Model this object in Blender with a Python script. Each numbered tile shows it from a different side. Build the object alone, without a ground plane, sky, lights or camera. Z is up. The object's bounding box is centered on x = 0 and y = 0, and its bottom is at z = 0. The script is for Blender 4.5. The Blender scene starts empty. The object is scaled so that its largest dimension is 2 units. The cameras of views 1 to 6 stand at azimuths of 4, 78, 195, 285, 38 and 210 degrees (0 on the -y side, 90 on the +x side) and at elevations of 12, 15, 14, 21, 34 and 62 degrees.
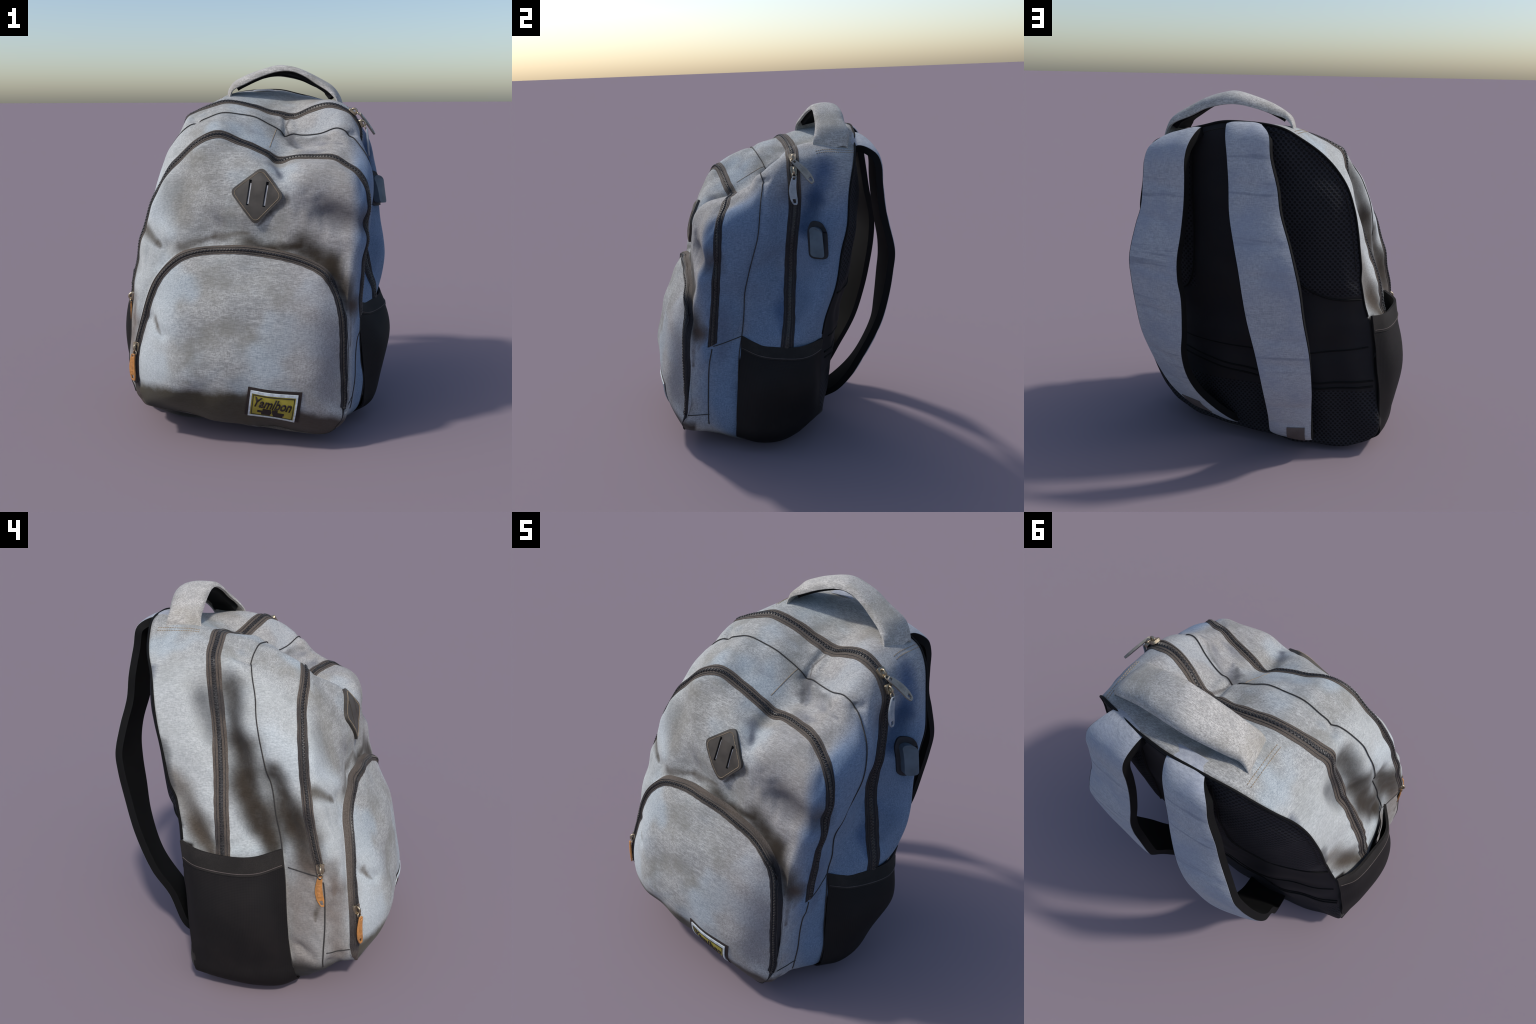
# A worn grey canvas backpack standing on the ground.
# The bag body is a loft: a stack of arch-shaped contours (back edge, main zipper, crease seam,
# front-compartment zipper, pocket zipper ...) running from the wearer's back to the front pocket.
import bpy, bmesh, math, random
import numpy as np
from mathutils import Vector, Matrix
from mathutils.bvhtree import BVHTree

random.seed(7)
rng = np.random.default_rng(7)

# ------------------------------------------------------------------ small maths helpers

def catmull(pts, per=12, closed=False):
    P = np.array(pts, float)
    n = len(P)
    out = []
    rng_i = range(n if closed else n - 1)
    for i in rng_i:
        if closed:
            p0, p1, p2, p3 = P[(i - 1) % n], P[i], P[(i + 1) % n], P[(i + 2) % n]
        else:
            p1, p2 = P[i], P[i + 1]
            p0 = P[i - 1] if i > 0 else 2 * p1 - p2
            p3 = P[i + 2] if i + 2 < n else 2 * p2 - p1
        d0 = max(np.linalg.norm(p1 - p0), 1e-6) ** .5
        d1 = max(np.linalg.norm(p2 - p1), 1e-6) ** .5
        d2 = max(np.linalg.norm(p3 - p2), 1e-6) ** .5
        m1 = (p1 - p0) / d0 - (p2 - p0) / (d0 + d1) + (p2 - p1) / d1
        m2 = (p2 - p1) / d1 - (p3 - p1) / (d1 + d2) + (p3 - p2) / d2
        m1, m2 = m1 * d1, m2 * d1
        for k in range(per):
            t = k / per
            out.append((2*t**3 - 3*t**2 + 1) * p1 + (t**3 - 2*t**2 + t) * m1
                       + (-2*t**3 + 3*t**2) * p2 + (t**3 - t**2) * m2)
    if not closed:
        out.append(P[-1])
    return np.array(out)


def resample(pts, n):
    P = np.array(pts, float)
    s = np.r_[0, np.cumsum(np.linalg.norm(np.diff(P, axis=0), axis=1))]
    t = np.linspace(0, s[-1], n)
    return np.stack([np.interp(t, s, P[:, k]) for k in range(P.shape[1])], -1)


def norm(v):
    v = np.asarray(v, float)
    return v / np.maximum(np.linalg.norm(v, axis=-1, keepdims=True), 1e-9)


def smooth(a, b, x):
    t = np.clip((x - a) / (b - a), 0, 1)
    return t * t * (3 - 2 * t)

# ------------------------------------------------------------------ contours of the bag (x, y, z), left foot -> top -> right foot -> under the bag

BACK_EDGE = [(-.69, .235, .18), (-.672, .245, .35), (-.645, .26, .6), (-.612, .28, .83), (-.597, .292, .894), (-.583, .315, 1.007),
    (-.567, .339, 1.132), (-.547, .368, 1.306), (-.522, .392, 1.44), (-.495, .418, 1.553), (-.439, .442, 1.642), (-.373, .472, 1.711),
    (-.268, .50, 1.783), (-.188, .515, 1.826), (-.08, .523, 1.845), (.06, .524, 1.848), (.15, .52, 1.842), (.241, .506, 1.823),
    (.357, .476, 1.794), (.47, .447, 1.761), (.545, .418, 1.73), (.61, .385, 1.65), (.65, .352, 1.53), (.678, .325, 1.38),
    (.692, .295, 1.2), (.70, .26, 1.05), (.705, .205, .89), (.70, .155, .73), (.685, .145, .6), (.67, .14, .4), (.64, .145, .25),
    (.58, .17, .185), (.48, .21, .118), (.25, .27, .09), (0, .30, .072), (-.3, .292, .046), (-.53, .257, .036), (-.655, .236, .09)]

REAR_SIDE = [(-.69, .15, .12), (-.69, .15, .35), (-.665, .15, .6), (-.655, .165, .83), (-.607, .18, 1.0), (-.573, .20, 1.15), (-.545, .22, 1.3),
    (-.51, .24, 1.45), (-.48, .26, 1.565), (-.428, .275, 1.665), (-.36, .285, 1.735), (-.27, .30, 1.785), (-.19, .315, 1.818), (-.08, .325, 1.818),
    (.06, .33, 1.795), (.15, .325, 1.785), (.24, .315, 1.785), (.35, .275, 1.79), (.46, .26, 1.79), (.545, .245, 1.745), (.605, .22, 1.66),
    (.665, .205, 1.55), (.702, .185, 1.4), (.716, .175, 1.25), (.728, .16, 1.12), (.745, .135, .98), (.75, .10, .85), (.725, .07, .7), (.69, .04, .5),
    (.645, .04, .25), (.59, .06, .13), (.47, .10, .07), (.25, .15, .03), (0, .16, .005), (-.3, .16, .0), (-.55, .15, .01), (-.66, .15, .06)]

MAIN_ZIP = [(-.68, .03, .15), (-.69, .04, .4), (-.685, .045, .65), (-.667, .052, .80), (-.63, .057, .95), (-.606, .063, 1.044), (-.559, .072, 1.187), (-.53, .08, 1.268),
    (-.489, .09, 1.382), (-.466, .10, 1.47), (-.438, .115, 1.586), (-.424, .118, 1.675), (-.408, .122, 1.703), (-.37, .130, 1.722), (-.305, .137, 1.752), (-.20, .15, 1.787), (-.13, .153, 1.78),
    (-.04, .16, 1.754), (.06, .16, 1.72), (.156, .152, 1.703), (.22, .147, 1.697), (.33, .10, 1.742), (.42, .072, 1.764), (.48, .06, 1.757),
    (.545, .05, 1.718), (.59, .043, 1.64), (.605, .043, 1.479), (.602, .024, 1.296), (.597, .01, 1.146), (.609, -.001, 1.0), (.63, -.009, .918),
    (.67, -.03, .779), (.70, -.05, .683), (.695, -.07, .4), (.64, -.09, .15), (.56, -.1, .03), (.4, -.05, .0), (0, 0, .0), (-.4, .02, .0), (-.6, .03, .04)]

CREASE_SEAM = [(-.648, -.28, .17), (-.66, -.255, .35), (-.650, -.248, .6), (-.616, -.228, .84), (-.60, -.202, .967), (-.581, -.18, 1.089), (-.569, -.155, 1.19),
    (-.553, -.136, 1.287), (-.539, -.118, 1.376), (-.517, -.103, 1.461), (-.487, -.096, 1.544), (-.415, -.07, 1.637), (-.325, -.05, 1.69),
    (-.208, -.05, 1.727), (-.10, -.048, 1.72), (0, -.05, 1.708), (.085, -.035, 1.663), (.18, -.03, 1.617), (.24, -.035, 1.605), (.36, -.082, 1.616),
    (.455, -.126, 1.65), (.525, -.134, 1.625), (.60, -.15, 1.56), (.640, -.162, 1.48), (.65, -.184, 1.324), (.64, -.215, 1.194), (.605, -.254, 1.017),
    (.585, -.271, .855), (.565, -.285, .735), (.59, -.315, .6), (.605, -.334, .39), (.618, -.352, .17), (.57, -.33, .06), (.45, -.29, .0), (0, -.33, .01),
    (-.45, -.3, .0), (-.58, -.3, .07)]

FRONT_ZIP = [(-.650, -.43, .2), (-.674, -.437, .30), (-.668, -.445, .48), (-.655, -.438, .67), (-.640, -.405, .81), (-.628, -.385, .90), (-.611, -.365, 1.0), (-.594, -.353, 1.09), (-.558, -.336, 1.215),
    (-.498, -.32, 1.337), (-.440, -.308, 1.442), (-.403, -.304, 1.482), (-.303, -.298, 1.565), (-.176, -.27, 1.607), (-.046, -.258, 1.565),
    (.07, -.252, 1.517), (.166, -.235, 1.479), (.31, -.274, 1.5), (.431, -.312, 1.486), (.511, -.347, 1.445), (.562, -.374, 1.403), (.596, -.396, 1.333),
    (.61, -.412, 1.2), (.608, -.424, 1.1), (.597, -.443, .915), (.582, -.458, .756), (.575, -.468, .66), (.568, -.49, .55), (.56, -.505, .35), (.54, -.51, .16),
    (.47, -.48, .06), (.3, -.46, .035), (0, -.45, .05), (-.3, -.43, .07), (-.55, -.425, .11)]

PANEL_SHOULDER = [(-.622, -.50, .25), (-.642, -.505, .42), (-.634, -.495, .6), (-.615, -.455, .85), (-.576, -.42, 1.06), (-.505, -.385, 1.27), (-.40, -.366, 1.4),
    (-.28, -.358, 1.50), (-.18, -.345, 1.53), (-.05, -.372, 1.495), (.07, -.415, 1.448), (.16, -.405, 1.435), (.3, -.432, 1.462), (.42, -.435, 1.43),
    (.50, -.455, 1.38), (.552, -.472, 1.28), (.57, -.49, 1.15), (.565, -.505, 1.0), (.553, -.515, .85), (.545, -.53, .7), (.54, -.565, .5),
    (.535, -.585, .3), (.52, -.59, .16), (.45, -.56, .07), (.2, -.53, .05), (-.1, -.51, .07), (-.4, -.49, .105), (-.54, -.49, .15)]

PANEL_MIDDLE = [(-.602, -.548, .25), (-.618, -.552, .43), (-.600, -.518, .72), (-.55, -.484, .92), (-.46, -.462, 1.08), (-.35, -.455, 1.2), (-.2, -.468, 1.265),
    (-.03, -.478, 1.30), (.08, -.494, 1.31), (.2, -.505, 1.30), (.33, -.510, 1.26), (.43, -.508, 1.17), (.49, -.52, 1.04), (.517, -.56, .88),
    (.522, -.575, .7), (.523, -.60, .5), (.52, -.625, .3), (.505, -.635, .145), (.42, -.60, .07), (.2, -.57, .06), (-.1, -.55, .085), (-.4, -.53, .13), (-.55, -.54, .175)]

POCKET_ZIP = [(-.588, -.592, .25), (-.601, -.594, .37), (-.593, -.588, .528), (-.563, -.577, .653), (-.528, -.563, .768), (-.48, -.546, .875), (-.43, -.535, .938),
    (-.352, -.53, .995), (-.243, -.537, 1.029), (-.11, -.543, 1.039), (.023, -.551, 1.036), (.187, -.556, 1.009), (.298, -.568, .98),
    (.389, -.585, .932), (.448, -.596, .85), (.48, -.61, .741), (.495, -.625, .624), (.498, -.629, .486), (.507, -.642, .25), (.49, -.668, .165),
    (.42, -.65, .085), (.25, -.625, .075), (0, -.607, .100), (-.19, -.60, .115), (-.36, -.60, .155), (-.5, -.60, .175), (-.555, -.592, .195)]

NTH = 480
THETA = -math.pi / 2 + 2 * math.pi * np.arange(NTH) / NTH


def contour(pts, cz):
    """A closed contour as a function of the polar angle round (0, cz)."""
    D = catmull(pts, 16, closed=True)
    th = np.arctan2(D[:, 2] - cz, D[:, 0])
    th = np.where(th < -math.pi / 2, th + 2 * math.pi, th)
    o = np.argsort(th)
    th, D = th[o], D[o]
    th = np.r_[th - 2 * math.pi, th, th + 2 * math.pi]
    D = np.vstack([D, D, D])
    return np.stack([np.interp(THETA, th, D[:, k]) for k in range(3)], -1)


def outset(R, c, d, dy):
    """Grow a contour by d metres away from the axis and shift it by dy."""
    v = R[:, [0, 2]] - np.array([0, c])
    L = np.linalg.norm(v, axis=1, keepdims=True)
    v = v * (1 + d * smooth(.12, .34, R[:, 2:3]) / L)
    dy = dy * smooth(.12, .34, R[:, 2])
    return np.stack([v[:, 0], R[:, 1] + dy, v[:, 1] + c], -1)

back_edge = contour(BACK_EDGE, .8)
rear_side = contour(REAR_SIDE, .8)
main_zip = contour(MAIN_ZIP, .8)
crease = contour(CREASE_SEAM, .8)
front_zip = contour(FRONT_ZIP, .75)
shoulder = contour(PANEL_SHOULDER, .7)
middle = contour(PANEL_MIDDLE, .65)
pocket_zip = contour(POCKET_ZIP, .6)
pocket_root = outset(pocket_zip, .6, .019, .034)
pocket_out = outset(pocket_zip, .6, .014, .006)
pocket_in = outset(pocket_zip, .6, -.020, -.010)


def back_profile(z):
    return np.interp(z, [0, .1, .4, .7, 1.0, 1.2, 1.5, 1.7, 1.85], [.29, .31, .365, .42, .462, .492, .53, .54, .525])


def face_profile(z):
    return np.interp(z, [.05, .12, .2, .27, .34, .42, .5, .58, .74, .85, .95, 1.0, 1.04],
                     [-.75, -.765, -.765, -.763, -.760, -.757, -.746, -.731, -.70, -.675, -.656, -.65, -.64])


def cap(R, c, profile, steps, power, flat=1.0):
    """Rings that close a contour, swelling to a centre-line profile."""
    rings = []
    for lam in steps:
        x, z = R[:, 0] * lam, c + (R[:, 2] - c) * lam
        w = lam ** power
        rings.append(np.stack([x, R[:, 1] * w + profile(z) * (1 - w), z], -1))
    return rings

back_rings = cap(back_edge, .8, back_profile, np.linspace(.012, .97, 46), 2.3)
face_rings = cap(pocket_in, .6, face_profile, np.linspace(.985, .012, 46), 3.4)

stack = [(back_edge, 10), (rear_side, 12), (main_zip, 12), (crease, 14), (front_zip, 14), (shoulder, 12),
         (middle, 10), (pocket_root, 4), (pocket_out, 6), (pocket_in, 1)]
hard = {6: True}
knots = [0.0]
for a, b in zip(stack[:-1], stack[1:]):
    knots.append(knots[-1] + float(np.median(np.linalg.norm(a[0] - b[0], axis=1))) + 1e-4)
tang = []
for i, (R, _) in enumerate(stack):
    if i == 0 or i >= 7:
        tang.append(None)
        continue
    h0, h1 = knots[i] - knots[i - 1], knots[i + 1] - knots[i]
    m0, m1 = (R - stack[i - 1][0]) / h0, (stack[i + 1][0] - R) / h1
    tang.append((m0 * h1 + m1 * h0) / (h0 + h1))
rows = list(back_rings)
INDEX = {}
NAMES = ["back_edge", "rear_side", "main_zip", "crease", "front_zip", "shoulder", "middle", "pocket_root", "pocket_out", "pocket_in"]
for i in range(len(stack) - 1):
    A, n = stack[i]
    B = stack[i + 1][0]
    h = knots[i + 1] - knots[i]
    mA, mB = tang[i], tang[i + 1]
    if mA is None:
        mA = (B - A) / h
    if mB is None:
        mB = (B - A) / h
    INDEX[NAMES[i]] = len(rows)
    for k in range(n):
        t = k / n
        rows.append((2*t**3 - 3*t**2 + 1) * A + (t**3 - 2*t**2 + t) * h * mA + (-2*t**3 + 3*t**2) * B + (t**3 - t**2) * h * mB)
INDEX["pocket_in"] = len(rows)
rows.append(pocket_in)
rows += face_rings
G = np.array(rows)                       # rows x angle x 3
NR = len(G)


def grid_normals(G):
    dth = np.roll(G, -1, 1) - np.roll(G, 1, 1)
    ds = np.gradient(G, axis=0)
    return norm(np.cross(dth, ds))

N = grid_normals(G)

# ---- folds and dents of the cloth: capsules (a, b, radius, depth); negative depth is a raised fold
FOLDS = [
    ((.13, -.26, 1.48), (.175, -.44, 1.41), .040, .018),
    ((.60, -.45, 1.175), (.40, -.54, 1.225), .055, .022),
    ((.60, -.46, 1.08), (.46, -.55, 1.10), .06, -.010),
    ((-.59, -.43, 1.11), (-.45, -.51, 1.03), .040, .014),
    ((-.35, -.42, 1.35), (-.42, -.47, 1.2), .09, .010),
    ((-.1, -.50, 1.13), (.1, -.51, 1.11), .06, .008),
    ((.18, -.05, 1.615), (.27, -.14, 1.56), .035, .016),
    ((.28, -.10, 1.60), (.45, -.19, 1.58), .04, .010),
    ((.17, .11, 1.69), (.18, -.02, 1.62), .018, .014),
    ((.20, .11, 1.70), (.21, -.02, 1.625), .020, -.006),
    ((-.42, .22, 1.55), (-.50, .13, 1.36), .050, .018),
    ((-.44, .05, 1.56), (-.535, .02, 1.30), .055, .012),
    ((-.535, .02, 1.30), (-.60, -.14, .92), .060, .022),
    ((-.565, -.19, 1.15), (-.605, -.30, .84), .050, .016),
    ((-.58, .29, 1.05), (-.655, .12, .83), .060, .016),
    ((-.5, -.59, .68), (-.42, -.65, .60), .030, .012),
    ((.62, .20, 1.64), (.665, .09, 1.36), .060, .014),
    ((.60, .02, 1.2), (.62, -.2, 1.1), .05, .008),
    ((.53, -.135, 1.63), (.56, -.10, 1.63), .018, .010),
    ((-.33, -.04, 1.69), (-.36, -.0, 1.70), .018, .010),
    ((-.61, -.33, .30), (-.60, -.42, .24), .025, .012),
    ((.47, -.60, .9), (.54, -.54, .72), .040, .012),
    ((.55, -.52, .75), (.56, -.50, .60), .030, -.008),
]
disp = np.zeros(G.shape[:2])
flatG = G[::2, ::2].reshape(-1, 3).copy()


def snap(p):
    return flatG[np.argmin(np.sum((flatG - np.array(p)) ** 2, axis=1))]

for a, b, r, d in FOLDS:
    a, b, d = snap(a), snap(b), d * 1.3
    ba = b - a
    h = np.clip(((G - a) @ ba) / (ba @ ba), 0, 1)
    dist = np.linalg.norm(G - a - h[..., None] * ba, axis=-1)
    disp -= d * np.exp(-(dist / r) ** 2)
# sewn-in seams pull the cloth in
for nm, depth, wid in (("crease", .011, 1.7),):
    i0 = INDEX[nm]
    disp -= depth * np.exp(-((np.arange(NR) - i0) / wid) ** 2)[:, None] * smooth(.05, .3, G[..., 2])
# low soft waviness of cloth
for k in range(26):
    f = rng.normal(size=3) * 9
    ph = rng.uniform(0, 6.28)
    disp += .0011 * np.sin(G @ f + ph)
# irregular puckers of the worn canvas
for k in range(16):
    f = norm(rng.normal(size=3)) * rng.uniform(16, 30)
    g, ph = norm(rng.normal(size=3)) * 5, rng.uniform(0, 6.28, 2)
    disp += .0023 * np.sin(G @ f + 2.2 * np.sin(G @ g + ph[0]) + ph[1]) * (.5 + .5 * np.sin(G @ g[::-1] + ph[1]))
# puckers where the zippers pull on the cloth
ang = THETA[None, :]
for nm, amp in (("main_zip", .0042), ("crease", .0030), ("front_zip", .0045), ("middle", .0035)):
    i0 = INDEX[nm]
    away = np.linalg.norm(G - G[i0][None], axis=-1)
    fall = np.exp(-(away / .065) ** 2) * smooth(.012, .05, away)
    beat = .5 + .5 * np.sin(3.7 * ang + 11 * amp * 1e3) * np.sin(8.3 * ang + 2)
    disp += 1.35 * amp * np.sin(41 * ang + 5 * np.sin(2.6 * ang + amp * 900) + 30 * away) * beat * fall
# the padded mesh cushions of the back panel
be = INDEX["back_edge"]
padL = smooth(.08, .14, -G[..., 0]) * smooth(.95, 1.02, G[..., 2] - .35 * (G[..., 0] + .45) ** 2)
padR = smooth(.30, .36, G[..., 0]) * smooth(.95, 1.02, G[..., 2])
low = smooth(.44, .38, G[..., 2]) * smooth(.02, .10, G[..., 2])
ins = np.zeros(NR)
ins[:be] = smooth(.97, .84, np.linspace(.012, .97, be))
disp += .010 * (padL + padR + .6 * low) * ins[:, None]
disp *= smooth(0, .06, G[..., 2])[..., :]
G = G + N * disp[..., None]
G[..., 2] = np.maximum(G[..., 2], 0.0)
N = grid_normals(G)
flatG = G[::2, ::2].reshape(-1, 3).copy()

# ------------------------------------------------------------------ mesh building

ROOT = bpy.data.objects.new("backpack", None)
bpy.context.scene.collection.objects.link(ROOT)
ROOT["label"] = "worn grey canvas backpack with dark zippers, black straps lining and leather diamond patch"
ROOT["category"] = "backpack"


def make(name, verts, faces, mat, parent=ROOT, smooth_shade=True, normals=None, kind=None):
    me = bpy.data.meshes.new(name)
    me.from_pydata([tuple(map(float, v)) for v in verts], [], [tuple(map(int, f)) for f in faces])
    me.update()
    if smooth_shade:
        me.polygons.foreach_set("use_smooth", [True] * len(me.polygons))
    if mat is not None:
        me.materials.append(mat)
    if normals is not None:
        me.normals_split_custom_set_from_vertices([tuple(map(float, n)) for n in normals])
    ob = bpy.data.objects.new(name, me)
    bpy.context.scene.collection.objects.link(ob)
    ob.parent = parent
    if kind:
        ob["kind"] = kind
    return ob


def sharp_by_angle(ob, deg=40):
    me = ob.data
    bm = bmesh.new()
    bm.from_mesh(me)
    bmesh.ops.recalc_face_normals(bm, faces=bm.faces)
    for e in bm.edges:
        if len(e.link_faces) == 2 and e.calc_face_angle(0) > math.radians(deg):
            e.smooth = False
    bm.to_mesh(me)
    bm.free()


def body_part(name, i0, i1, mat, close=None):
    """Rows i0..i1 of the body loft as a part; neighbours share border vertices and normals."""
    nr = i1 - i0 + 1
    V = G[i0:i1 + 1].reshape(-1, 3)
    Nn = N[i0:i1 + 1].reshape(-1, 3)
    F = []
    for r in range(nr - 1):
        for c in range(NTH):
            d = (c + 1) % NTH
            F.append((r * NTH + c, r * NTH + d, (r + 1) * NTH + d, (r + 1) * NTH + c))
    if close == "first":
        F.append(tuple(range(NTH - 1, -1, -1)))
    if close == "last":
        F.append(tuple((nr - 1) * NTH + c for c in range(NTH)))
    return make(name, V, F, mat, normals=Nn)


def sheet(name, P, thick, mat, parent=ROOT, outward=None, closed_u=False, kind=None):
    """A sheet with real thickness from a grid of points P[u][v]; thickness grows against `outward`."""
    P = np.array(P, float)
    nu, nv = P.shape[:2]
    du, dv = np.gradient(P, axis=0), np.gradient(P, axis=1)
    n = norm(np.cross(du, dv))
    if outward is not None and np.mean(np.sum(n * np.asarray(outward), -1)) < 0:
        n = -n
        flip = True
    else:
        flip = False
    Q = P - n * np.asarray(thick)[..., None] if np.ndim(thick) else P - n * thick
    V = np.vstack([P.reshape(-1, 3), Q.reshape(-1, 3)])
    o = nu * nv
    F = []
    id_ = lambda a, b: a * nv + b
    for a in range(nu - 1):
        for b in range(nv - 1):
            F.append((id_(a, b), id_(a + 1, b), id_(a + 1, b + 1), id_(a, b + 1)))
            F.append((o + id_(a, b + 1), o + id_(a + 1, b + 1), o + id_(a + 1, b), o + id_(a, b)))
    for a in range(nu - 1):
        F.append((id_(a, 0), o + id_(a, 0), o + id_(a + 1, 0), id_(a + 1, 0)))
        F.append((id_(a + 1, nv - 1), o + id_(a + 1, nv - 1), o + id_(a, nv - 1), id_(a, nv - 1)))
    for b in range(nv - 1):
        F.append((id_(0, b + 1), o + id_(0, b + 1), o + id_(0, b), id_(0, b)))
        F.append((id_(nu - 1, b), o + id_(nu - 1, b), o + id_(nu - 1, b + 1), id_(nu - 1, b + 1)))
    if flip:
        F = [f[::-1] for f in F]
    ob = make(name, V, F, mat, parent, kind=kind)
    sharp_by_angle(ob, 50)
    return ob


def tube_mesh(path, radius, sides=8):
    P = np.array(path, float)
    T = norm(np.gradient(P, axis=0))
    up = np.array([0.3, .9, .2])
    V, F = [], []
    for i, (p, t) in enumerate(zip(P, T)):
        a = norm(np.cross(t, up))
        b = np.cross(t, a)
        r = radius[i] if np.ndim(radius) else radius
        for k in range(sides):
            w = 2 * math.pi * k / sides
            V.append(p + r * (math.cos(w) * a + math.sin(w) * b))
    n = len(P)
    for i in range(n - 1):
        for k in range(sides):
            l = (k + 1) % sides
            F.append((i * sides + k, i * sides + l, (i + 1) * sides + l, (i + 1) * sides + k))
    F.append(tuple(range(sides - 1, -1, -1)))
    F.append(tuple((n - 1) * sides + k for k in range(sides)))
    return V, F


def merge(parts):
    V, F = [], []
    for v, f in parts:
        o = len(V)
        V.extend(v)
        F.extend([tuple(i + o for i in q) for q in f])
    return V, F


def box_mesh(c, ax, ay, az):
    """Box with half-axes ax, ay, az and slightly chamfered top."""
    c, ax, ay, az = map(np.array, (c, ax, ay, az))
    V = []
    for s, k in ((-1, 1), (.4, 1), (1, .72)):
        for u, v in ((-1, -1), (1, -1), (1, 1), (-1, 1)):
            V.append(c + ax * u * k + ay * v * k + az * s)
    F = [(3, 2, 1, 0), (8, 9, 10, 11)]
    for l in (0, 4):
        for k in range(4):
            m = (k + 1) % 4
            F.append((l + k, l + m, l + 4 + m, l + 4 + k))
    return V, F


def plate(name, outer, holes, mapper, thick, mat, parent=ROOT, cell=.03, edge=.25, kind=None):
    """A flat piece cut from a 2-D outline (with real holes), laid onto a surface by `mapper(u, v, height)`."""
    bm = bmesh.new()
    es = []
    for loop in [outer] + list(holes):
        vs = [bm.verts.new((p[0], p[1], 0)) for p in loop]
        for i in range(len(vs)):
            es.append(bm.edges.new((vs[i], vs[(i + 1) % len(vs)])))
    bmesh.ops.triangle_fill(bm, edges=es, use_beauty=True, use_dissolve=False)
    bmesh.ops.dissolve_limit(bm, angle_limit=.01, verts=bm.verts, edges=bm.edges) if False else None
    us = [p[0] for p in outer]
    vs_ = [p[1] for p in outer]
    for lo, hi, no in ((min(us), max(us), (1, 0, 0)), (min(vs_), max(vs_), (0, 1, 0))):
        k = lo + cell
        while k < hi - cell * .3:
            bmesh.ops.bisect_plane(bm, geom=bm.verts[:] + bm.edges[:] + bm.faces[:], plane_co=Vector(no) * k, plane_no=no, dist=1e-5)
            k += cell
    bmesh.ops.remove_doubles(bm, verts=bm.verts, dist=1e-5)
    bmesh.ops.recalc_face_normals(bm, faces=bm.faces)
    if sum(f.normal.z for f in bm.faces) < 0:
        bmesh.ops.reverse_faces(bm, faces=bm.faces)
    top = bm.faces[:]
    r = bmesh.ops.extrude_face_region(bm, geom=top)
    newv = [g for g in r["geom"] if isinstance(g, bmesh.types.BMVert)]
    for v in newv:
        v.co.z = 1
    bm.normal_update()
    for v in bm.verts:
        x, y, h = v.co
        v.co = Vector(tuple(mapper(x, y, thick if h > .5 else -.004)))
    bmesh.ops.recalc_face_normals(bm, faces=bm.faces)
    for e in bm.edges:
        if len(e.link_faces) == 2 and e.calc_face_angle(0) > math.radians(45):
            e.smooth = False
    me = bpy.data.meshes.new(name)
    bm.to_mesh(me)
    bm.free()
    me.polygons.foreach_set("use_smooth", [True] * len(me.polygons))
    me.materials.append(mat)
    ob = bpy.data.objects.new(name, me)
    bpy.context.scene.collection.objects.link(ob)
    ob.parent = parent
    if edge:
        m = ob.modifiers.new("soft_edge", "BEVEL")
        m.width = thick * edge
        m.segments = 2
        m.limit_method = "ANGLE"
        m.angle_limit = math.radians(50)
    if kind:
        ob["kind"] = kind
    return ob


def rounded(poly, r, n=5):
    """Round the corners of a 2-D polygon."""
    P = [np.array(p, float) for p in poly]
    out = []
    for i, p in enumerate(P):
        a, b = P[i - 1] - p, P[(i + 1) % len(P)] - p
        ra = min(r, np.linalg.norm(a) * .45, np.linalg.norm(b) * .45)
        s, e = p + norm(a) * ra, p + norm(b) * ra
        for k in range(n + 1):
            t = k / n
            out.append(tuple((1 - t) ** 2 * s + 2 * t * (1 - t) * p + t * t * e))
    return out

# ------------------------------------------------------------------ materials


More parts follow.
